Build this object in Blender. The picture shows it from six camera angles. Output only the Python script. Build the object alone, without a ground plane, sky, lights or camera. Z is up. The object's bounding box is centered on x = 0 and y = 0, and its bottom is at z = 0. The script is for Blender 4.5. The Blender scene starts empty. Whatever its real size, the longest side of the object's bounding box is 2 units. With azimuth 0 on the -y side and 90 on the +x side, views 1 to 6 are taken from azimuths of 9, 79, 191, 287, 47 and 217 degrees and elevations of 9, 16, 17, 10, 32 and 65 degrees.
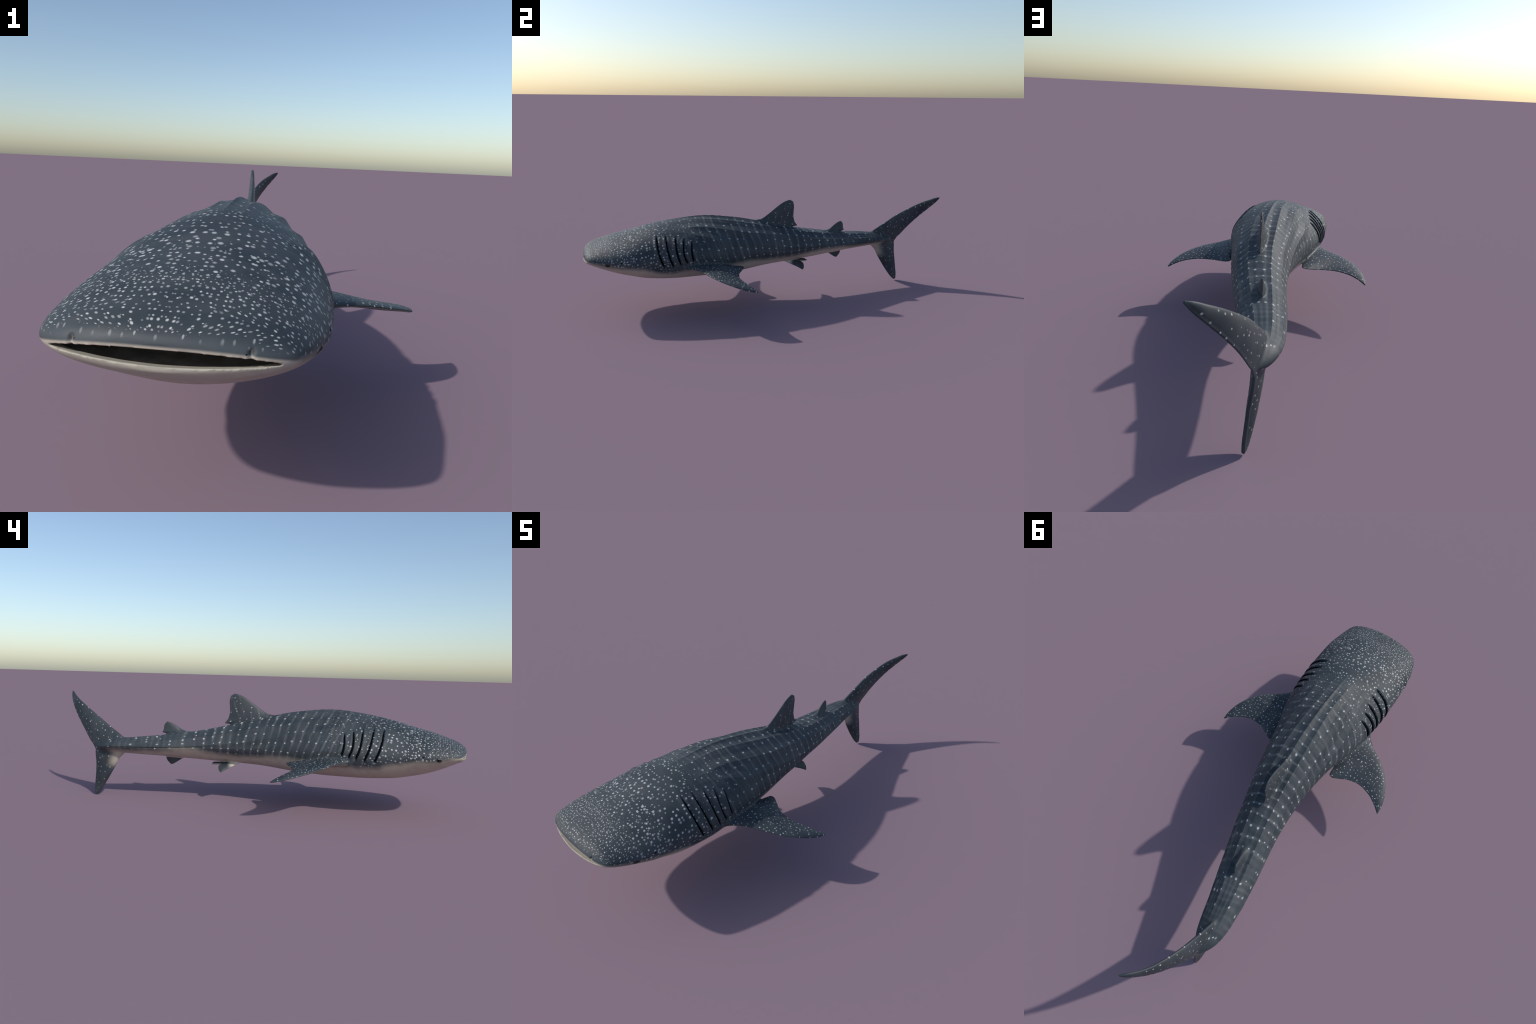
# A swimming whale shark: lofted body, lofted fins, one welded skin split by region.
import bpy, bmesh, math
import numpy as np
from mathutils import Vector
from mathutils.bvhtree import BVHTree

VOXEL = 0.0019
rng = np.random.default_rng(7)

# --------------------------------------------------------------------------- helpers
def pchip(x, y, q):
    """Monotone cubic through control points (x, y), sampled at q."""
    x, y, q = np.asarray(x, float), np.asarray(y, float), np.asarray(q, float)
    h = np.diff(x); d = np.diff(y) / h
    m = np.zeros_like(y)
    for i in range(1, len(x) - 1):
        if d[i-1] * d[i] > 0:
            w1, w2 = 2*h[i] + h[i-1], h[i] + 2*h[i-1]
            m[i] = (w1 + w2) / (w1 / d[i-1] + w2 / d[i])
    m[0], m[-1] = d[0], d[-1]
    k = np.clip(np.searchsorted(x, q) - 1, 0, len(x) - 2)
    t = np.clip((q - x[k]) / h[k], 0, 1)
    return ((2*t**3 - 3*t**2 + 1)*y[k] + (t**3 - 2*t**2 + t)*h[k]*m[k]
            + (-2*t**3 + 3*t**2)*y[k+1] + (t**3 - t**2)*h[k]*m[k+1])

def sstep(a, b, v):
    t = np.clip((v - a) / (b - a), 0, 1)
    return t*t*(3 - 2*t)

def resample(pts, n, power=1.0):
    """Smooth curve through 3D control points, n samples evenly along its length."""
    p = np.asarray(pts, float)
    s = np.concatenate([[0], np.cumsum(np.linalg.norm(np.diff(p, axis=0), axis=1))])
    q = s[-1] * np.linspace(0, 1, n)**power
    return np.stack([pchip(s, p[:, i], q) for i in range(3)], -1)

def mesh_from(name, v, f):
    me = bpy.data.meshes.new(name)
    me.from_pydata([tuple(p) for p in v], [], [tuple(c) for c in f])
    bm = bmesh.new(); bm.from_mesh(me)
    bmesh.ops.recalc_face_normals(bm, faces=bm.faces)
    bm.to_mesh(me); bm.free()
    return me

def ring_mesh(rings):
    """Closed mesh from equal-length rings, capped with a centre point at both ends."""
    n, m = len(rings), len(rings[0])
    v = [p for r in rings for p in r]
    f = []
    for i in range(n - 1):
        for j in range(m):
            k = (j + 1) % m
            f.append((i*m + j, i*m + k, (i+1)*m + k, (i+1)*m + j))
    for ring, base in ((rings[0], 0), (rings[-1], (n-1)*m)):
        c = len(v); v.append(np.mean(ring, axis=0))
        for j in range(m):
            f.append((base + j, base + (j+1) % m, c))
    return v, f

# --------------------------------------------------------------------------- body profile
# stations along the body (y, head at -1): centre line, back, belly, half width,
# height share of the widest point, roundness of the upper and lower half
ST = np.array([
 # y      xc      top    belly  half w  f     nu    nl
 [-1.000, .0345, .3240, .2950, .004, .48, 2.00, 2.00],
 [-0.9985,.0345, .3300, .2890, .054, .48, 2.00, 2.00],
 [-0.995, .0345, .3360, .2855, .091, .48, 2.00, 2.00],
 [-0.990, .0345, .3410, .2815, .117, .48, 2.00, 2.00],
 [-0.983, .0345, .3465, .2770, .141, .48, 2.00, 1.95],
 [-0.974, .0342, .3520, .2712, .1600, .47, 2.00, 1.90],
 [-0.960, .0335, .3590, .2660, .1785, .46, 2.00, 1.85],
 [-0.933, .0320, .3690, .2515, .1935,.47, 1.95, 1.80],
 [-0.868, .0290, .3923, .2210, .2118,.475,1.85, 1.78],
 [-0.782, .0276, .4138, .1940, .2255,.475,1.85, 1.80],
 [-0.675, .0246, .4419, .1758, .2282,.440,1.85, 2.05],
 [-0.546, .0191, .4666, .1686, .2240,.432,1.66, 2.20],
 [-0.395, .0131, .4770, .1654, .2050,.445,1.58, 2.00],
 [-0.223, .0039, .4598, .1743, .1610,.425,1.80, 2.05],
 [-0.030,-.0175, .4196, .1931, .1290,.426,2.05, 1.65],
 [ 0.185,-.0606, .3721, .2044, .1052,.473,1.95, 1.50],
 [ 0.422,-.1265, .3304, .2201, .0878,.480,1.75, 1.50],
 [ 0.560,-.1640, .3150, .2262, .0740,.500,1.60, 1.55],
 [ 0.640,-.1815, .3060, .2300, .0650,.520,1.55, 1.55],
 [ 0.690,-.1890, .2980, .2330, .0540,.520,1.60, 1.60],
 [ 0.725,-.1925, .2880, .2360, .0400,.500,1.70, 1.70],
 [ 0.755,-.1945, .2750, .2430, .0220,.500,1.80, 1.80],
 [ 0.775,-.1950, .2640, .2500, .0060,.500,2.00, 2.00]])
TT = np.sqrt(ST[:, 0] + 1.0)

def prof(col, y):
    return pchip(TT, ST[:, col], np.sqrt(np.clip(np.asarray(y, float) + 1.0, 0, None)))

def centre_x(y):
    return prof(1, np.clip(y, -1, .775))

def section(y, th):
    """Points on the body at stations y (n) and angles th (m); 0 = back, pi = belly."""
    y = np.atleast_1d(y)
    xc, zt, zb, w, f, nu, nl = [prof(c, y)[:, None] for c in range(1, 8)]
    zm = zb + f*(zt - zb)
    c, s = np.cos(th)[None], np.sin(th)[None]
    n = np.where(c >= 0, nu, nl)
    X = xc + w*np.sign(s)*np.abs(s)**(2/n)
    Z = zm + np.where(c >= 0, zt - zm, zm - zb)*np.sign(c)*np.abs(c)**(2/n)
    return np.stack([X, np.broadcast_to(y[:, None], X.shape), Z], -1)

def body_coords(P):
    """Unbent coordinates of points: angle (deg, 0 back .. 180 belly), side, level (1 = on skin)."""
    y = np.clip(P[:, 1], -.9995, .774)
    xc, zt, zb, w, f, nu, nl = [prof(c, y) for c in range(1, 8)]
    zm = zb + f*(zt - zb)
    dz = P[:, 2] - zm
    n = np.where(dz >= 0, nu, nl)
    h = np.where(dz >= 0, zt - zm, zm - zb)
    a = np.abs(P[:, 0] - xc)/w
    b = np.abs(dz)/h
    th = np.degrees(np.arctan2(a**(n/2), b**(n/2)))
    th = np.where(dz >= 0, th, 180 - th)
    lev = (a**n + b**n)**(1/n)
    return th, np.sign(P[:, 0] - xc), lev, np.minimum(w, h)

def body_rings():
    t = np.linspace(math.sqrt(.0006), math.sqrt(1.7745), 330)
    y = t*t - 1.0
    th = np.linspace(0, 2*math.pi, 180, endpoint=False)
    return list(section(y, th))

# --------------------------------------------------------------------------- fins
def fin(lead, trail, thick, n=70, m=26, edge=.0021, blunt=.30, normal_hint=None):
    """Loft between a leading and a trailing edge curve; thick = [(v, t), ...] along the span."""
    L, T = resample(lead, n), resample(trail, n)
    v = np.linspace(0, 1, n)
    tk = np.interp(v, [a for a, _ in thick], [b for _, b in thick])
    c = .5 - .5*np.cos(np.linspace(0, math.pi, m))
    span = np.gradient((L + T)/2, axis=0)
    rings = []
    nn_prev = None
    for i in range(n):
        ch = T[i] - L[i]; cl = np.linalg.norm(ch)
        nn = np.cross(span[i], ch); nn /= (np.linalg.norm(nn) + 1e-12)
        if cl < .012 and nn_prev is not None:
            nn = nn_prev
        nn_prev = nn
        t = min(tk[i], .42*cl + .002)
        shape = (c**.55)*((1 - c)**.85); shape /= shape.max()
        half = np.maximum(.5*t*shape, min(edge, .5*t)*np.minimum(1, np.sqrt(np.clip(1 - (2*c - 1)**2, 0, 1))*2.2))
        up = [L[i] + ch*c[k] + nn*half[k] for k in range(m)]
        dn = [L[i] + ch*c[k] - nn*half[k] for k in range(m - 2, 0, -1)]
        rings.append(np.array(up + dn))
    return ring_mesh(rings)

def on_sheet(pts):
    return [(float(centre_x(y)), y, z) for y, z in pts]

def lateral(side, pts, yc, slope):
    """Points (outward, along, z) in a frame square to the bent body axis at yc."""
    k = math.hypot(1, slope)
    x0 = float(centre_x(yc))
    return [(x0 + (side*a - slope*b)/k, yc + (side*a*slope + b)/k, z) for a, b, z in pts]

FINS = {}
FINS["dorsal_fin"] = [fin(
    on_sheet([(-.135, .405), (-.105, .436), (-.068, .449), (-.035, .470), (0, .4955), (.038, .522), (.070, .537), (.090, .5415)]),
    on_sheet([(.070, .380), (.100, .3885), (.1435, .3930), (.124, .419), (.1165, .452), (.1185, .505), (.112, .530), (.0945, .5415)]),
    [(0, .046), (.25, .034), (.5, .021), (.8, .013), (1, .007)], edge=.0026)]
FINS["second_dorsal_fin"] = [fin(
    on_sheet([(.295, .325), (.317, .3475), (.346, .3575), (.378, .3785), (.402, .3905), (.416, .3940)]),
    on_sheet([(.400, .324), (.425, .3335), (.4455, .3385), (.4365, .353), (.432, .378), (.4195, .3938)]),
    [(0, .040), (.35, .030), (.6, .017), (.85, .010), (1, .006)], n=46)]
FINS["anal_fin"] = [fin(
    on_sheet([(.315, .240), (.335, .2145), (.362, .1980), (.386, .1830), (.3955, .1790)]),
    on_sheet([(.400, .240), (.4255, .2150), (.4120, .1920), (.3990, .1790)]),
    [(0, .018), (.4, .015), (.8, .009), (1, .005)], n=40)]
NOTCH = (-.1935, .783, .240)
FINS["caudal_fin"] = [
    fin([(-.185, .600, .275), (-.183, .628, .308), (-.181, .659, .328), (-.1785, .709, .360), (-.174, .766, .400), (-.160, .837, .4425),
         (-.139, .905, .4815), (-.112, .951, .5065), (-.090, .979, .5215), (-.0755, .9955, .5265)],
        [(-.192, .740, .215), (-.1945, .786, .237), (-.193, .805, .264), (-.186, .832, .300), (-.172, .871, .350), (-.150, .918, .4055),
         (-.120, .960, .4565), (-.087, .991, .503), (-.0735, .9985, .5225)],
        [(0, .042), (.2, .034), (.5, .024), (.8, .016), (1, .010)], n=90, edge=.0036),
    fin([(-.180, .595, .262), (-.181, .632, .2235), (-.183, .653, .204), (-.185, .682, .154), (-.185, .710, .109), (-.183, .742, .061),
         (-.180, .773, .0205), (-.1765, .790, .0045), (-.176, .7965, .0022)],
        [(-.192, .740, .275), (-.1945, .786, .243), (-.193, .7885, .217), (-.188, .7885, .181), (-.182, .793, .137), (-.178, .800, .081),
         (-.1755, .806, .033), (-.1755, .8055, .010), (-.176, .800, .0022)],
        [(0, .046), (.25, .039), (.6, .030), (.85, .020), (1, .011)], n=80, edge=.0060)]
PEC_L = [(.120, -.345, .256), (.172, -.338, .2610), (.205, -.312, .2625), (.235, -.273, .2615), (.268, -.240, .2570), (.325, -.203, .2490), (.374, -.163, .2375),
         (.412, -.115, .2245), (.438, -.062, .2090), (.4475, -.020, .1985), (.4485, .010, .1925)]
PEC_T = [(.070, -.185, .252), (.125, -.140, .2480), (.151, -.090, .2435), (.1575, -.045, .2405), (.164, -.007, .2385), (.178, -.003, .2365), (.207, -.016, .2320), (.255, -.042, .2265),
         (.307, -.050, .2240), (.365, -.036, .2190), (.415, -.009, .2070), (.4475, .014, .1920)]
PEL_L = [(.018, -.100, .212), (.034, -.082, .203), (.048, -.050, .188), (.060, -.020, .173), (.070, -.002, .163), (.0755, .0065, .1575)]
PEL_T = [(.010, -.020, .212), (.024, .004, .201), (.041, .022, .190), (.052, .025, .1825), (.066, .021, .170), (.076, .011, .1585)]
for side in (1, -1):
    FINS["pectoral_fin" + ("" if side > 0 else ".001")] = [fin(
        lateral(side, PEC_L, -.2, .05), lateral(side, PEC_T, -.2, .05),
        [(0, .060), (.12, .050), (.25, .036), (.42, .026), (.7, .019), (.9, .013), (1, .007)], n=100, m=36, edge=.0030)]
    FINS["pelvic_fin" + ("" if side > 0 else ".001")] = [fin(
        lateral(side, PEL_L, .136, .20), lateral(side, PEL_T, .136, .20),
        [(0, .016), (.5, .012), (1, .006)], n=44)]

def rod(a, b, r, sag=.0, n=24, m=18):
    """Blunt finger between two points, radius r, swelling towards its free end."""
    a, b = np.array(a), np.array(b)
    d = (b - a)/np.linalg.norm(b - a)
    u = np.cross(d, (0, 0, 1.0)); u /= np.linalg.norm(u); w = np.cross(u, d)
    rings = []
    for t in .5 - .5*np.cos(np.linspace(0, math.pi, n)):
        k = r*(.75 + .25*t)*math.sqrt(max(1e-4, 1 - max(0, (t - .86)/.14)**2))
        c = a + (b - a)*t - np.array((0, 0, sag*math.sin(math.pi*t)))
        rings.append(np.array([c + u*k*math.cos(q) + w*k*.85*math.sin(q) for q in np.linspace(0, 2*math.pi, m, endpoint=False)]))
    return ring_mesh(rings)

for side in (1, -1):                      # claspers trail along the belly between the pelvic fins
    FINS["clasper" + ("" if side > 0 else ".001")] = [rod(
        *lateral(side, [(.016, -.045, .2030), (.0105, .066, .1905)], .136, .20), .0078, .002)]

# --------------------------------------------------------------------------- mouth
MW, MX = .1730, .0345                     # half width and middle of the gape
def lip_top(xp):   return .3185 - .0155*(np.abs(xp)/MW)**2.5
def lip_low(xp):   return lip_top(xp) - .0218*np.clip(1 - (xp/MW)**2, 0, 1)**1.05
def front_y(xp):
    """Plan curve of the snout: y of the skin at lateral offset xp."""
    return np.interp(np.abs(xp), ST[:9, 4], ST[:9, 0])

def mouth_cutter():
    cols = np.linspace(-1, 1, 61)
    cols = np.sign(cols)*np.abs(cols)**.8
    depth = [-.03, -.004, .002, .010, .018, .0205, .023, .040, .070, .105]
    rings = []
    for d in depth:
        top, low = [], []
        for c in cols:
            xp = c*MW*(1 - .25*max(0, d - .02)/.1)
            y = front_y(xp) + d
            zu, zl = float(lip_top(xp)), float(lip_low(xp))
            e = 1 - abs(c)**4
            zu += .010*e*sstep(.006, .05, d)
            zl -= (.0035*sstep(-.002, .018, d) + .0045*sstep(.0195, .0235, d))*e
            if d > .06:
                k = (d - .06)/.07; mid = (zu + zl)/2
                zu, zl = zu + (mid - zu)*k, zl + (mid - zl)*k
            zu = max(zu, zl + .0006)
            top.append((MX + xp, y, zu)); low.append((MX + xp, y, zl))
        rings.append(np.array(top + low[::-1]))
    return ring_mesh(rings)

# --------------------------------------------------------------------------- weld
def eval_mesh(obj):
    dg = bpy.context.evaluated_depsgraph_get()
    return bpy.data.meshes.new_from_object(obj.evaluated_get(dg))

def temp(name, me):
    o = bpy.data.objects.new(name, me)
    bpy.context.scene.collection.objects.link(o)
    return o

body_o = temp("body_loft", mesh_from("body_loft", *ring_mesh(body_rings())))
cut_o = temp("mouth_cut", mesh_from("mouth_cut", *mouth_cutter()))
md = body_o.modifiers.new("gape", "BOOLEAN"); md.operation, md.solver, md.object = "DIFFERENCE", "EXACT", cut_o
carved = eval_mesh(body_o)
bm = bmesh.new(); bm.from_mesh(carved)
for parts in FINS.values():
    for v, f in parts:
        bm.from_mesh(mesh_from("fin_loft", v, f))
joined = bpy.data.meshes.new("joined"); bm.to_mesh(joined); bm.free()
weld_o = temp("weld", joined)
md = weld_o.modifiers.new("skin", "REMESH"); md.mode, md.voxel_size, md.adaptivity = "VOXEL", VOXEL, 0.0
skin = eval_mesh(weld_o)
for o in (body_o, cut_o, weld_o):
    bpy.data.objects.remove(o)

N = len(skin.vertices)
V = np.empty(N*3); skin.vertices.foreach_get("co", V); V = V.reshape(-1, 3)
E = np.empty(len(skin.edges)*2, np.int64); skin.edges.foreach_get("vertices", E); E = E.reshape(-1, 2)
nl = len(skin.loops)
LV = np.empty(nl, np.int64); skin.loops.foreach_get("vertex_index", LV)
NF = len(skin.polygons)
LT = np.empty(NF, np.int64); skin.polygons.foreach_get("loop_total", LT)
assert (LT == 4).all()
Q = LV.reshape(-1, 4)
deg = np.bincount(E.ravel(), minlength=N).astype(float)

def neighbour_mean(A):
    out = np.empty_like(A)
    for k in range(A.shape[1]):
        out[:, k] = (np.bincount(E[:, 0], A[E[:, 1], k], N) + np.bincount(E[:, 1], A[E[:, 0], k], N))/deg
    return out

# how close each vertex lies to body skin and to a fin, to round the joins only
th, sd, lev, rad = body_coords(V)
d_body = (lev - 1)*rad
on_mouth = (V[:, 1] < -.80) & (np.abs(V[:, 0] - MX) < MW + .01) & (lev < .985)
dist_fin = np.full(N, 1.0); fin_of = np.full(N, -1)
names = list(FINS)
for fi, nm in enumerate(names):
    for v, f in FINS[nm]:
        va = np.array(v)
        lo, hi = va.min(0) - .02, va.max(0) + .02
        idx = np.where(((V > lo) & (V < hi)).all(1))[0]
        tree = BVHTree.FromPolygons([tuple(p) for p in v], f)
        for i in idx:
            d = tree.find_nearest(V[i], .03)[3]
            if d is not None and d < dist_fin[i]:
                dist_fin[i], fin_of[i] = d, fi
join = np.exp(-(np.clip(dist_fin, 0, None)/.010)**2)*np.exp(-(d_body/.011)**2)
for it in range(40):
    w = np.clip(join*.65, 0, .65)[:, None]
    V = V + w*(neighbour_mean(V) - V)
pec = np.isin(fin_of, [i for i, nm in enumerate(names) if nm.startswith("pectoral")])
wide = np.exp(-(dist_fin/.020)**2)*np.exp(-(d_body/.022)**2)*pec*(V[:, 1] < -.30)
for it in range(70):                                 # the front of the pectoral root flows into the flank
    V = V + np.clip(wide*.7, 0, .65)[:, None]*(neighbour_mean(V) - V)
for it in range(6):                                  # settle voxel noise, no shrinkage
    V = V + .5*(neighbour_mean(V) - V)
    V = V - .52*(neighbour_mean(V) - V)

def vertex_normals(P):
    a = P[Q[:, 2]] - P[Q[:, 0]]; b = P[Q[:, 3]] - P[Q[:, 1]]
    fn = np.cross(a, b)
    out = np.zeros_like(P)
    for k in range(4):
        for c in range(3):
            out[:, c] += np.bincount(Q[:, k], fn[:, c], len(P))
    return out/(np.linalg.norm(out, axis=1)[:, None] + 1e-20)

# --------------------------------------------------------------------------- relief
RIDGES = [  # lengthwise skin ridges: (y, angle) control points, height, half width in degrees
    ([(-.62, 0), (.30, 0)], .0050, 6.5),
    ([(-.62, 13), (-.40, 15), (-.20, 20), (0, 22), (.19, 25), (.45, 27), (.65, 28)], .0038, 5.0),
    ([(-.62, 30), (-.40, 34), (-.30, 39), (-.15, 46), (0, 48), (.15, 53), (.40, 57), (.62, 60)], .0032, 5.0),
    ([(-.60, 36), (-.50, 40), (-.38, 52), (-.30, 61), (-.14, 69), (0, 77), (.12, 82), (.40, 86), (.70, 88)], .0024, 5.0)]
GILLS = [  # angle, y at the upper end, the middle and the lower end
    ((40, -.638), (68, -.633), (100, -.606)),
    ((42, -.594), (67, -.588), (100, -.563)),
    ((46, -.546), (70, -.545), (98, -.525)),
    ((50, -.504), (70, -.511), (96, -.494)),
    ((55, -.466), (68, -.471), (94, -.463))]

def gill_y(g, a):
    (a0, y0), (a1, y1), (a2, y2) = g
    return (y0*(a-a1)*(a-a2)/((a0-a1)*(a0-a2)) + y1*(a-a0)*(a-a2)/((a1-a0)*(a1-a2)) + y2*(a-a0)*(a-a1)/((a2-a0)*(a2-a1)))

NRM = vertex_normals(V)
th, sd, lev, rad = body_coords(V)
y = V[:, 1]
bodyw = np.exp(-(((lev - 1)*rad)/.012)**2)*(1 - .0*join)
offs = np.zeros(N)
fade = sstep(-.62, -.42, y)*(1 - sstep(.52, .70, y))
for pts, hgt, wid in RIDGES:
    a = np.interp(y, [p[0] for p in pts], [p[1] for p in pts])
    d = np.abs(th - a)/wid
    if pts[0][1] == 0 and pts[-1][1] == 0:
        fd0 = fade*(1 - sstep(-.05, .12, y))
    else:
        fd0 = fade
    offs += hgt*fd0*np.exp(-d)*(.6 + .4*np.exp(-(d*2)**2)) - .0016*fd0*np.exp(-((d - 2.0)/.9)**2)
offs *= np.where(th < 110, 1.0 + .4*np.exp(-((y + .28)/.20)**2), 0)
# soft cross folds on the back and a slightly lumpy flank
offs -= .0035*np.exp(-(th/13)**2)*sstep(.12, .26, y)*(1 - sstep(.55, .68, y))*(1 - join)
offs += .00028*np.sin(y*2*math.pi/.039 + .4*np.sin(th*.09))*sstep(-.5, -.3, y)*(1 - sstep(.45, .62, y))*(1 - sstep(80, 100, th))
for g in GILLS:
    lo, hi = g[0][0], g[2][0]
    win = sstep(lo - 3, lo + 4, th)*(1 - sstep(hi - 4, hi + 3, th))
    d = y - gill_y(g, th) - .038*(V[:, 0] - centre_x(y))
    low = .6 + .5*(th - lo)/(hi - lo)
    flap = .0034*np.exp(-((d + .004)/.009)**2)*(1 - sstep(-.0015, .0025, d))
    sink = -.0078*low*sstep(-.0015, .0025, d)*(1 - sstep(.0035, .0170, d))
    offs += win*(flap + sink)
# pectoral root hollow behind the last gill, brow over the eye, nostril notches
xp = V[:, 0] - MX
for s in (1, -1):
    d2 = ((xp - s*.1215)/.0030)**2
    offs -= .0040*np.exp(-d2)*sstep(.3060, .3105, V[:, 2])*(1 - sstep(.3200, .3245, V[:, 2]))*(y < -.955)*(lev > .93)
    offs -= .0040*np.exp(-((xp - s*.1215)/.0036)**2 - ((V[:, 2] - .3232)/.0036)**2)*(y < -.955)*(lev > .93)
    e = ((y + .871)/.013)**2 + ((V[:, 2] - .2945)/.0095)**2
    offs += (sd == s)*(.0012*np.exp(-e))
V = V + NRM*(offs*bodyw)[:, None]
# the snout stands square to the bent axis
th, sd, lev, rad = body_coords(V)
shear = .040*(V[:, 0] - MX)*(1 - sstep(-.90, -.68, V[:, 1]))
V[:, 1] += shear
lipw = np.exp(-((V[:, 2] - (lip_top(np.clip(V[:, 0] - MX, -MW, MW)) - .006))/.012)**2)*(V[:, 1] < -.92)
for it in range(5):
    V = V + (.5*lipw)[:, None]*(neighbour_mean(V) - V)
NRM = vertex_normals(V)

# --------------------------------------------------------------------------- materials
class X:
    """Tiny expression wrapper that writes Math nodes."""
    def __init__(s, nt, sock): s.nt, s.s = nt, sock
    def _m(s, op, *o, clamp=False):
        n = s.nt.nodes.new("ShaderNodeMath"); n.operation = op; n.use_clamp = clamp
        for i, v in enumerate((s,) + o):
            if isinstance(v, X): s.nt.links.new(v.s, n.inputs[i])
            else: n.inputs[i].default_value = v
        return X(s.nt, n.outputs[0])
    def __add__(s, o): return s._m("ADD", o)
    __radd__ = __add__
    def __sub__(s, o): return s._m("SUBTRACT", o)
    def __rsub__(s, o): return (s*-1)._m("ADD", o)
    def __mul__(s, o): return s._m("MULTIPLY", o)
    __rmul__ = __mul__
    def __truediv__(s, o): return s._m("DIVIDE", o)
    def abs(s): return s._m("ABSOLUTE")
    def sin(s): return s._m("SINE")
    def sqrt(s): return s._m("SQRT")
    def max(s, o): return s._m("MAXIMUM", o)
    def min(s, o): return s._m("MINIMUM", o)
    def lt(s, o): return s._m("LESS_THAN", o)
    def gt(s, o): return s._m("GREATER_THAN", o)
    def pingpong(s, o): return s._m("PINGPONG", o)
    def atan2(s, o): return s._m("ARCTAN2", o)
    def step(s, a, b):
        """smooth ramp 0 at a to 1 at b (a, b numbers or expressions)"""
        n = s.nt.nodes.new("ShaderNodeMapRange"); n.interpolation_type = "SMOOTHSTEP"
        for i, v in enumerate((s, a, b)):
            if isinstance(v, X): s.nt.links.new(v.s, n.inputs[i])
            else: n.inputs[i].default_value = v
        return X(s.nt, n.outputs[0])
    def curve(s, ys, vs):
        """value curve over y, as a Float Curve node"""
        n = s.nt.nodes.new("ShaderNodeFloatCurve")
        lo, hi = min(vs) - .01, max(vs) + .01
        t = (s + 1.0)*.5
        s.nt.links.new(t.s, n.inputs["Value"])
        c = n.mapping.curves[0]
        pts = [((a + 1)/2, (v - lo)/(hi - lo)) for a, v in zip(ys, vs)]
        c.points[0].location, c.points[1].location = pts[0], pts[-1]
        for p in pts[1:-1]: c.points.new(*p)
        n.mapping.update()
        return X(s.nt, n.outputs[0])*(hi - lo) + lo

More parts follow.
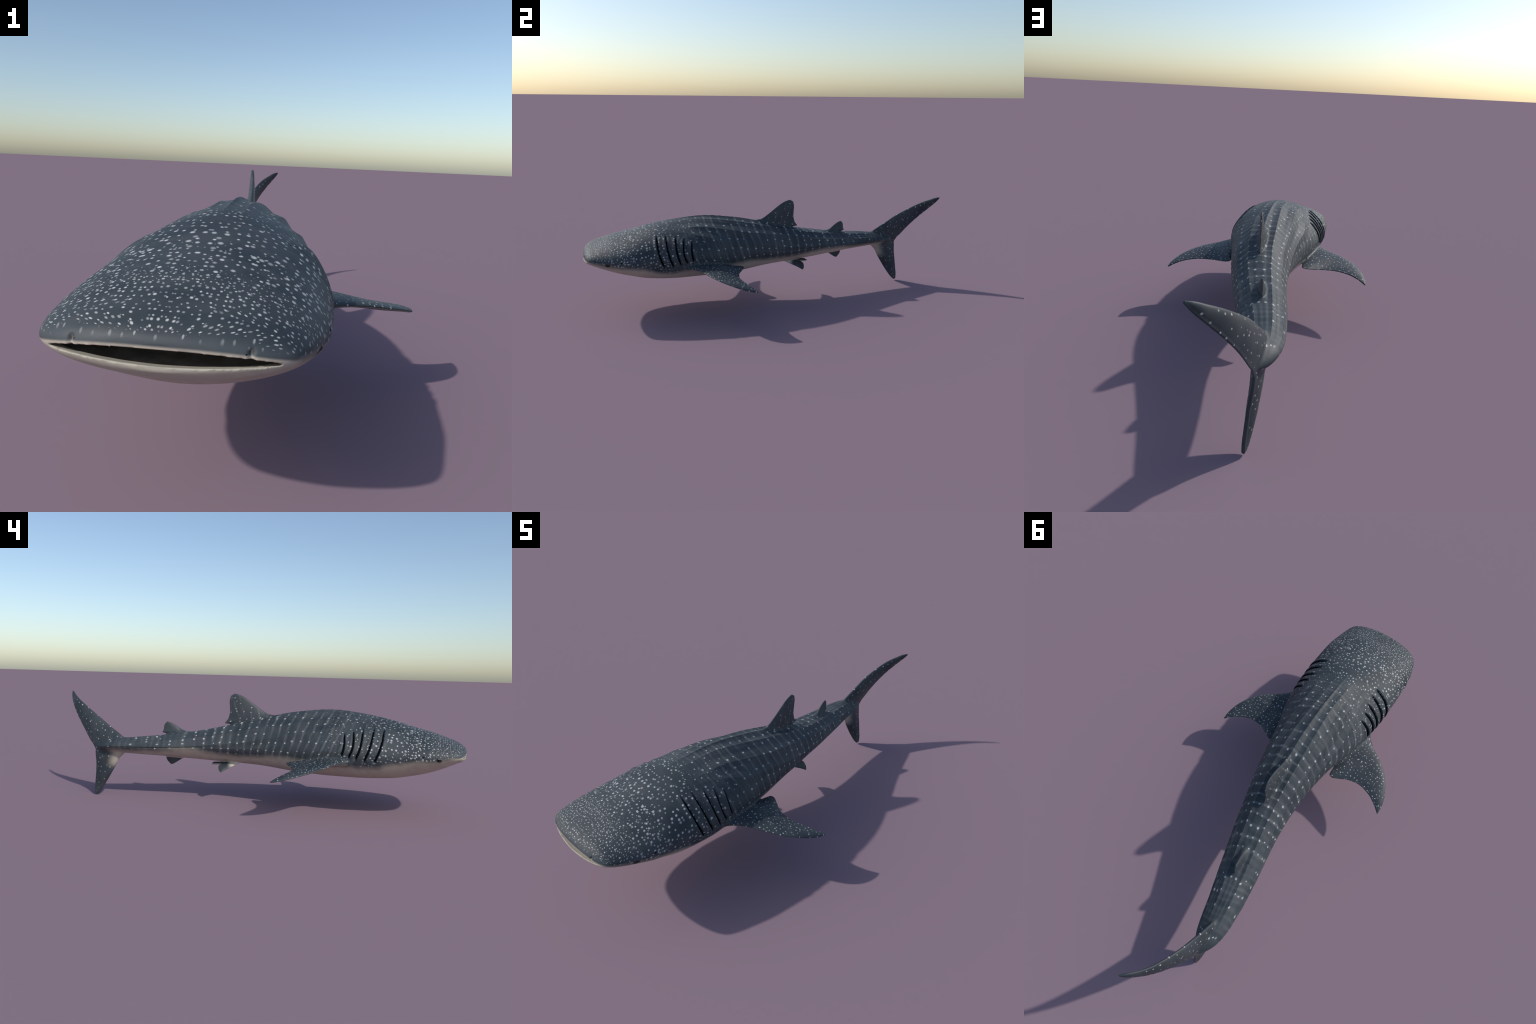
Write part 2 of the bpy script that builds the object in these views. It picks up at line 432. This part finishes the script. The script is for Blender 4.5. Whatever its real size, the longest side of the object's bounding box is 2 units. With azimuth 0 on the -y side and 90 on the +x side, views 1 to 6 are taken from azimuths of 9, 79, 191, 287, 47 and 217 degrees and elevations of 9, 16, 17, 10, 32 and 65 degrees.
class Skin:
    def __init__(s, name):
        s.mat = bpy.data.materials.new(name); s.mat.use_nodes = True
        s.nt = s.mat.node_tree
        s.bsdf = s.nt.nodes["Principled BSDF"]
        tc = s.nt.nodes.new("ShaderNodeTexCoord"); s.co = tc.outputs["Object"]
        sp = s.nt.nodes.new("ShaderNodeSeparateXYZ"); s.nt.links.new(s.co, sp.inputs[0])
        s.x, s.y, s.z = [X(s.nt, o) for o in sp.outputs]
        ge = s.nt.nodes.new("ShaderNodeNewGeometry")
        sn = s.nt.nodes.new("ShaderNodeSeparateXYZ"); s.nt.links.new(ge.outputs["Normal"], sn.inputs[0])
        s.nx, s.ny, s.nz = [X(s.nt, o) for o in sn.outputs]
    def vec(s, a, b, c=0.0):
        n = s.nt.nodes.new("ShaderNodeCombineXYZ")
        for i, v in enumerate((a, b, c)):
            if isinstance(v, X): s.nt.links.new(v.s, n.inputs[i])
            else: n.inputs[i].default_value = v
        return n.outputs[0]
    def noise(s, scale, detail=3, rough=.5, vec=None, stretch=None):
        n = s.nt.nodes.new("ShaderNodeTexNoise")
        n.inputs["Scale"].default_value, n.inputs["Detail"].default_value, n.inputs["Roughness"].default_value = scale, detail, rough
        v = vec if vec is not None else s.co
        if stretch:
            m = s.nt.nodes.new("ShaderNodeMapping"); m.inputs["Scale"].default_value = stretch
            s.nt.links.new(v, m.inputs[0]); v = m.outputs[0]
        s.nt.links.new(v, n.inputs["Vector"])
        return X(s.nt, n.outputs[0])
    def col(s, c):
        n = s.nt.nodes.new("ShaderNodeRGB"); n.outputs[0].default_value = (*c, 1); return n.outputs[0]
    def mix(s, f, a, b):
        n = s.nt.nodes.new("ShaderNodeMix"); n.data_type = "RGBA"
        if isinstance(f, X): s.nt.links.new(f.s, n.inputs[0])
        else: n.inputs[0].default_value = f
        for sock, v in ((n.inputs[6], a), (n.inputs[7], b)):
            if isinstance(v, tuple): sock.default_value = (*v, 1)
            else: s.nt.links.new(v, sock)
        return n.outputs[2]
    def spots(s, u, v, cu, cv, rnd, r0, r1, chance=1.0, grow=None, mu=None, mv=None, soft=.38, dim=.45):
        """Pale dots: one per Voronoi cell of size cu x cv, radius r0..r1 metres, with a true-size metric."""
        n = s.nt.nodes.new("ShaderNodeTexVoronoi"); n.voronoi_dimensions = "2D"; n.feature = "F1"
        n.inputs["Scale"].default_value, n.inputs["Randomness"].default_value = 1.0, rnd
        wx = (s.noise(110, 1) - .5)*.0009                  # ragged, not quite round
        uu, vv = (u + wx)*(1/cu), (v + wx*(cv/cu)*-.8)*(1/cv)
        s.nt.links.new(s.vec(uu, vv), n.inputs["Vector"])
        sp = s.nt.nodes.new("ShaderNodeSeparateXYZ"); s.nt.links.new(n.outputs["Position"], sp.inputs[0])
        px, py = X(s.nt, sp.outputs[0]), X(s.nt, sp.outputs[1])
        sc = s.nt.nodes.new("ShaderNodeSeparateColor"); s.nt.links.new(n.outputs["Color"], sc.inputs[0])
        c1, c2, c3 = [X(s.nt, o) for o in sc.outputs]
        du, dv = (uu - px)*(cu if mu is None else mu), (vv - py)*(cv if mv is None else mv)
        dist = (du*du + dv*dv).sqrt()
        r = c1*(r1 - r0) + r0
        if grow is not None: r = r*grow
        m = 1 - dist.step(r*soft, r*1.1)
        m = m*c3.lt(chance)*r.gt(.0006)
        return m*(c2*(1 - dim) + dim), n, (uu - px)
    def finish(s, colour, rough, bump_h, strength, dist):
        s.nt.links.new(colour, s.bsdf.inputs["Base Color"])
        if isinstance(rough, X): s.nt.links.new(rough.s, s.bsdf.inputs["Roughness"])
        else: s.bsdf.inputs["Roughness"].default_value = rough
        s.bsdf.inputs["Specular IOR Level"].default_value = .32
        if bump_h is not None:
            b = s.nt.nodes.new("ShaderNodeBump"); b.inputs["Strength"].default_value, b.inputs["Distance"].default_value = strength, dist
            s.nt.links.new(bump_h.s, b.inputs["Height"]); s.nt.links.new(b.outputs[0], s.bsdf.inputs["Normal"])
        return s.mat

DARK, MID = (.026, .036, .044), (.046, .0575, .0655)
BELLY, SPOT = (.49, .435, .36), (.50, .51, .505)

def dark_skin(k):
    """Slate ground colour with blue, grey and faint brown clouds."""
    a = k.noise(7, 4, .55).step(.34, .68)
    b = k.noise(16, 3, .5, stretch=(.45, 1.6, .45)).step(.40, .72)
    g = k.noise(55, 4, .6)
    c = k.mix(a, DARK, MID)
    c = k.mix(b*.35, c, (.072, .076, .079))
    return k.mix((g - .5).max(0)*.5, c, (.09, .10, .11))

YK = [-1, -.97, -.93, -.87, -.78, -.68, -.55, -.40, -.22, -.03, .18, .42, .56, .64, .70, .74, .78, 1]
def body_frame(k):
    yy = np.clip(np.array(YK), -.9995, .70)
    y_all = np.array(YK)
    zt, zb, w, f = prof(2, yy), prof(3, yy), prof(4, yy), prof(5, yy)
    zm = zb + f*(zt - zb)
    xc = np.where(y_all < .775, centre_x(np.clip(y_all, -1, .775)), -.195)
    k.xl = k.x - k.y.curve(YK, list(xc))
    k.ax = k.xl.abs()
    k.w = k.y.curve(YK, list(np.maximum(w, .17*(yy < -.9) + .03)))
    k.hu = k.y.curve(YK, list(np.maximum(zt - zm, .045)))
    k.hl = k.y.curve(YK, list(np.maximum(zm - zb, .03)))
    k.dz = k.z - k.y.curve(YK, list(zm))
    up = k.dz.gt(0)
    h = up*k.hu + (1 - up)*k.hl
    k.yq = k.y + k.xl*k.y.curve(YK, list(np.gradient(centre_x(np.clip(np.linspace(-1, 1, 401), -1, .775)), .005)[[int(round((q + 1)*200)) for q in YK]]))
    k.phi = (k.ax/k.w).atan2(k.dz/h)
    k.arc = (k.w + k.hu)*.5*k.phi + (k.w - k.hu)*.25*(k.phi*2).sin()

def make_body_material():
    k = Skin("spotted_shark_skin"); body_frame(k)
    wob = k.noise(8, 3, .55)
    base = dark_skin(k)
    # broad lengthwise and crosswise shading bands on the back
    s = k.yq.curve([-1, .10, .25, .45, .75, 1], [-1, .10, .235, .375, .57, .70]) + (k.z - .42)*k.y.curve([-1, -.6, -.35, -.1, .2, .7, 1], [.2, .42, .40, .24, .08, .03, .03]) + (wob - .5)*.034
    fore = 1 - k.y.step(-.72, -.50)
    # thin pale cross lines on trunk and tail
    line = 1 - ((s*(1/.0405) + .83).pingpong(.5)).step(.0, .22)
    line2 = (1 - ((s*(1/.0405) + .33 + (k.noise(6, 2) - .5)*.3).pingpong(.5)).step(.0, .16))*k.noise(3.5, 1).step(.45, .6)
    trunk = k.y.step(-.60, -.40)*(1 - k.y.step(.66, .76))
    breakup = k.noise(13, 3, .6).step(.32, .66)*.85 + .15
    base = k.mix((line*(k.y.step(.15, .40)*-.17 + .30) + line2*.13)*trunk*breakup, base, (.26, .27, .27))
    lipz = .3220 - (k.ax*(1/.1765))._m('POWER', 2.5)*.0155
    # spots: fine on the snout, coarser on the head, in cross rows on trunk and tail
    ys = k.y - (.345 - k.z).max(0)*.8*(1 - k.y.step(-.975, -.94))
    snout = 1 - k.y.step(-.90, -.80)
    head = k.y.step(-.92, -.84)*(1 - k.y.step(-.80, -.70))
    row = k.y.step(-.66, -.55)
    rim = (1 - k.y.step(-.975, -.965))*k.z.step(lipz + .004, lipz + .007)*(1 - k.z.step(.338, .343))
    sp1, _, _ = k.spots(ys, k.arc, .0100, .0098, .80, .0015, .0033, .95, snout*(1 - rim*.8), dim=.28)
    sp2, _, _ = k.spots(k.y, k.arc + .3, .0150, .0145, .80, .0021, .0051, .95, head, dim=.40)
    nape = k.y.step(-.84, -.76)*(1 - k.y.step(-.62, -.52))
    sp5, _, _ = k.spots(k.y, k.arc + .6, .0210, .0200, .80, .0025, .0062, .93, nape)
    mv = (k.w*.5 + k.hu*.5)
    stretch = k.y.curve([-1, .10, .25, .45, .75, 1], [1, 1, 1.2, 1.5, 1.5, 1.5])
    row = row*(1 - k.y.step(.68, .74))
    sp3, _, _ = k.spots(s, k.phi - .10, .0405, .300, .34, 0.0035, .0064, k.y.step(.34, .50)*-.38 + .95, row*k.phi.gt(.07)*(k.y.step(.15, .40)*.15 + 1.0), stretch*.0405, mv*.300)
    fill = k.y.step(-.66, -.55)*(1 - k.y.step(-.45, -.30))
    sp4, _, _ = k.spots(k.y, k.arc + .1, .030, .026, .85, .0016, .0042, .85, fill)
    sp6, _, _ = k.spots(k.x, k.z, .0210, .0110, .7, .0016, .0030, .9, rim, None, .0110*.55, dim=.30)
    spot = sp1.max(sp2).max(sp3).max(sp4).max(sp5).max(sp6*.7)
    # belly
    bz = k.y.curve([-1, -.94, -.90, -.86, -.80, -.74, -.67, -.62, -.56, -.50, -.40, -.27, -.19, -.14, -.05, .05, .13, .22, .31, .46, .60, .70, 1],
                   [.318, .304, .294, .286, .281, .273, .262, .243, .238, .242, .246, .250, .254, .256, .250, .246, .250, .262, .266, .256, .2500, .250, .25])
    edge = bz + (wob - .5)*.022 + (k.noise(30, 3) - .5)*.010
    front = 1 - k.y.step(-.965, -.93)
    belly = 1 - k.z.step(edge - .022, edge + .018)
    lipm = 1 - k.z.step(lipz - .002, lipz + .0035)
    belly = belly*(1 - k.nz.step(.02, .25))*(1 - k.y.step(.665, .715)*.9)
    belly = (lipm*front + belly*(1 - front))
    smudge = k.noise(40, 4, .6)
    bc = k.mix(smudge.step(.3, .75)*.55, BELLY, (.36, .32, .27))
    bc = k.mix(k.noise(120, 3).step(.62, .78)*.35, bc, (.20, .17, .15))
    bc = k.mix(front*(1 - k.z.step(.300, .312))*.5, bc, (.36, .36, .30))
    lower_gone = 1 - (1 - k.z.step(edge + .001, edge + .010))
    low_fade = lower_gone*(1 - front) + front*k.z.step(lipz + .006, lipz + .014)
    c = k.mix(spot*low_fade, base, SPOT)
    # dusky snout rim above the lip
    c = k.mix(front*(1 - k.z.step(lipz + .006, lipz + .022))*.55, c, (.075, .088, .098))
    c = k.mix(belly, c, bc)
    # dark skin round eye and spiracle
    for (ye, ze, ry, rz, st) in ((-.8735, .2945, .0125, .0085, .97), (-.808, .3095, .0060, .0050, .9)):
        d = (((k.y - k.xl*.042 - ye)*(1/ry))._m("POWER", 2.0) + ((k.z - ze)*(1/rz))._m("POWER", 2.0)).sqrt()
        c = k.mix((1 - d.step(.55, 1.25))*st*k.ax.gt(.12), c, (.006, .006, .007))
    hgt = k.noise(190, 3, .6)*.5 + k.noise(60, 3)*.5
    return k.finish(c, k.noise(20, 2)*.16 + .50, hgt, .10, .0025)

def make_fin_material(name, mode):
    k = Skin(name)
    base = dark_skin(k)
    if mode == "pectoral":
        sp, _, _ = k.spots(k.x.abs(), k.y, .0168, .0168, .80, .0019, .0037, .95)
        under = (k.nz*-1).step(.50, .85)
        c = k.mix(sp*(1 - under), base, SPOT)
        c = k.mix(under*.75, c, (.38, .36, .31))
    elif mode == "pelvic":
        fr = 1 - (k.y + k.z*-.5).step(-.015, .015)
        under = (k.nz*-1).step(.15, .5)
        c = k.mix(fr.max(under*.6), base, (.45, .43, .37))
    elif mode == "clasper":
        c = k.mix(1 - k.nz.step(-.25, .35), base, (.40, .39, .33))
    elif mode == "caudal":
        sp, _, _ = k.spots(k.y*.8 + k.z*.6, k.z*.8 - k.y*.6, .032, .026, .75, .0022, .0045, .9)
        c = k.mix(sp*.85, base, SPOT)
        lead = 1 - (k.y + (k.z - .20)*.35).step(.665, .720)
        pale = lead*(1 - k.z.step(.238, .256))*k.z.step(.140, .190)
        c = k.mix(pale*.85, c, (.42, .38, .32))
        c = k.mix((1 - k.z.step(.215, .235))*k.z.step(.19, .21)*.0, c, DARK)
    elif mode == "dorsal":
        sp, _, _ = k.spots(k.y*.9 + k.z*.4, k.z, .030, .026, .75, .0018, .0046, .8)
        ln = (1 - ((k.y*(1/.036) - k.z*8 + k.noise(10, 2)*.8).pingpong(.5)).step(.02, .14))*k.noise(18, 2).step(.4, .6)
        c = k.mix(ln*.18, base, (.26, .27, .27))
        c = k.mix(sp*.9, c, SPOT)
    else:
        c = base
    hgt = k.noise(190, 3, .6)
    return k.finish(c, .50, hgt, .08, .002)

def plain(name, colour, rough, second=None, scale=40):
    k = Skin(name)
    c = k.col(colour) if second is None else k.mix(k.noise(scale, 4).step(.35, .7), colour, second)
    m = k.finish(c, rough, k.noise(150, 3), .08, .002)
    if rough > .7: k.bsdf.inputs["Specular IOR Level"].default_value = 0.0
    return m

M_BODY = make_body_material()
M_FIN = {"pectoral_fin": make_fin_material("pectoral_skin", "pectoral"), "pelvic_fin": make_fin_material("pelvic_skin", "pelvic"),
         "caudal_fin": make_fin_material("caudal_skin", "caudal"), "dorsal_fin": make_fin_material("dorsal_skin", "dorsal"),
         "second_dorsal_fin": make_fin_material("small_fin_skin", "plain"), "anal_fin": None, "clasper": make_fin_material("clasper_skin", "clasper")}
M_FIN["anal_fin"] = M_FIN["second_dorsal_fin"]
M_MOUTH = plain("mouth_lining", (.20, .175, .145), .75, (.13, .112, .090), 30)  # colour lightened to offset the cavity's shade, so the floor shows
M_SLIT = plain("near_black_slit", (.004, .005, .006), .8)
M_EYE = plain("eye_black", (.004, .004, .005), .22)

# --------------------------------------------------------------------------- split the skin by region
V0 = V.copy(); V0[:, 1] -= shear            # regions are decided before the snout was squared
FC = V0[Q].mean(1)
fth, fsd, flev, frad = body_coords(FC)
f_out = (flev - 1)*frad
region = np.full(NF, "", dtype=object)
fy = FC[:, 1]
region[:] = "torso"
region[fy < -.43] = "head"
region[fy > .17] = "tail"
# lower jaw: below the lip line on the head front
fxp = FC[:, 0] - MX
jaw = (fy < -.80) & (FC[:, 2] < lip_low(np.clip(fxp, -MW, MW)) + .004 + (fy + .96).clip(0)*(-.10)) & (fy < -.88)
region[jaw] = "lower_jaw"
depth_in = FC[:, 1] - front_y(np.clip(fxp, -MW, MW))
cavity = (flev < .972) & (fy < -.80) & (depth_in > .0215)
roof = (flev < .985) & (fy < -.80) & (depth_in > .006) & (FC[:, 2] > lip_low(np.clip(fxp, -MW, MW)) + .006)
region[cavity | roof] = "mouth_lining"
ff = fin_of[Q[:, 0]]; fd = dist_fin[Q].mean(1)
beyond = (fy > .7745)
isfin = (ff >= 0) & (fd < .012) & ((f_out > .0035) | beyond | (fy > .74))
for i, nm in enumerate(names):
    region[isfin & (ff == i)] = nm

root = bpy.data.objects.new("whale_shark", None)
bpy.context.scene.collection.objects.link(root)
root.empty_display_size = .2
root["label"] = "slate blue whale shark with pale spots, swimming, wide open mouth"
root["category"] = "whale shark"

def add(name, me, mat, parent=root, kind=None):
    o = bpy.data.objects.new(name, me)
    bpy.context.scene.collection.objects.link(o)
    o.parent = parent
    if mat: me.materials.append(mat)
    if kind: o["kind"] = kind
    return o

parts = {}
for nm in sorted(set(region)):
    fidx = np.where(region == nm)[0]
    used, inv = np.unique(Q[fidx], return_inverse=True)
    me = bpy.data.meshes.new(nm.split(".")[0])
    me.vertices.add(len(used)); me.vertices.foreach_set("co", V[used].astype(np.float32).ravel())
    me.loops.add(len(fidx)*4); me.loops.foreach_set("vertex_index", inv.ravel().astype(np.int32))
    me.polygons.add(len(fidx))
    me.polygons.foreach_set("loop_start", np.arange(0, len(fidx)*4, 4, dtype=np.int32))
    me.update(calc_edges=True)
    me.polygons.foreach_set("use_smooth", np.ones(len(fidx), bool))
    me.normals_split_custom_set_from_vertices([tuple(n) for n in NRM[used]])
    mat = M_FIN.get(nm.split(".")[0], M_BODY)
    if nm == "mouth_lining": mat = M_MOUTH
    parts[nm] = add(nm, me, mat)

# --------------------------------------------------------------------------- small parts on the head
def skin_point(y, ang_deg, side):
    a = math.radians(ang_deg)
    th = np.array([a, a + 1e-3]) if side > 0 else np.array([2*math.pi - a, 2*math.pi - a - 1e-3])
    P = section(np.array([y, y + 1e-3]), th)
    p = P[0, 0]; dth = P[0, 1] - p; dy = P[1, 0] - p
    n = np.cross(dy, dth); n /= np.linalg.norm(n)
    if n[0]*side < 0 and abs(n[0]) > .05: n = -n
    return p, n, dy/np.linalg.norm(dy), dth/np.linalg.norm(dth)

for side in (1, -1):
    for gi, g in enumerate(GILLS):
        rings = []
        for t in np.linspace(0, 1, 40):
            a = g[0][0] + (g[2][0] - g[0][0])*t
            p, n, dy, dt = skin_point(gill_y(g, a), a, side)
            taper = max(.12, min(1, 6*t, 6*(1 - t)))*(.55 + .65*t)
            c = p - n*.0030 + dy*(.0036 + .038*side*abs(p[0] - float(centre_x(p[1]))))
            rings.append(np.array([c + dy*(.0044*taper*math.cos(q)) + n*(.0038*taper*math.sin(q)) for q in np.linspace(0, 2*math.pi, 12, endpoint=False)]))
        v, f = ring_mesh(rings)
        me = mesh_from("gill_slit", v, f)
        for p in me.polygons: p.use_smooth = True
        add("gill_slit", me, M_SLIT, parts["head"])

def bead(name, centre, ax, r, mat):
    me = bpy.data.meshes.new(name)
    b = bmesh.new(); bmesh.ops.create_uvsphere(b, u_segments=28, v_segments=18, radius=1.0)
    for v in b.verts:
        q = sum((np.array(ax[i])*v.co[i]*r[i] for i in range(3)), np.array(centre, float))
        v.co = q
    bmesh.ops.recalc_face_normals(b, faces=b.faces)
    b.to_mesh(me); b.free()
    for p in me.polygons: p.use_smooth = True
    return add(name, me, mat, parts["head"])

skin_tree = BVHTree.FromPolygons([tuple(p) for p in V[:, :]], [tuple(q) for q in Q[fy[:] < -.75]])
def on_skin(target):
    co, nrm, _, _ = skin_tree.find_nearest(Vector(target))
    n = np.array(nrm); co = np.array(co)
    a = np.array([0, 1.0, 0]); a -= n*(a @ n); a /= np.linalg.norm(a)
    return co, n, a, np.cross(n, a)

for side in (1, -1):
    yo = .0088*side
    cx = float(centre_x(-.87))
    c, n, a, b = on_skin((cx + side*.230, -.8735 + yo, .2945))
    bead("eye", c - n*.0026, (n, a, b), (.0040, .0078, .0056), M_EYE)
    c, n, a, b = on_skin((cx + side*.235, -.808 + yo, .3095))
    bead("spiracle", c - n*.0018, (n, a, b), (.0025, .0040, .0032), M_SLIT)
    c, n, a, b = on_skin((MX + side*.1215, -.995, .3225))
    bead("nostril", c - n*.0016, (n, a, b), (.0018, .0026, .0020), M_SLIT)
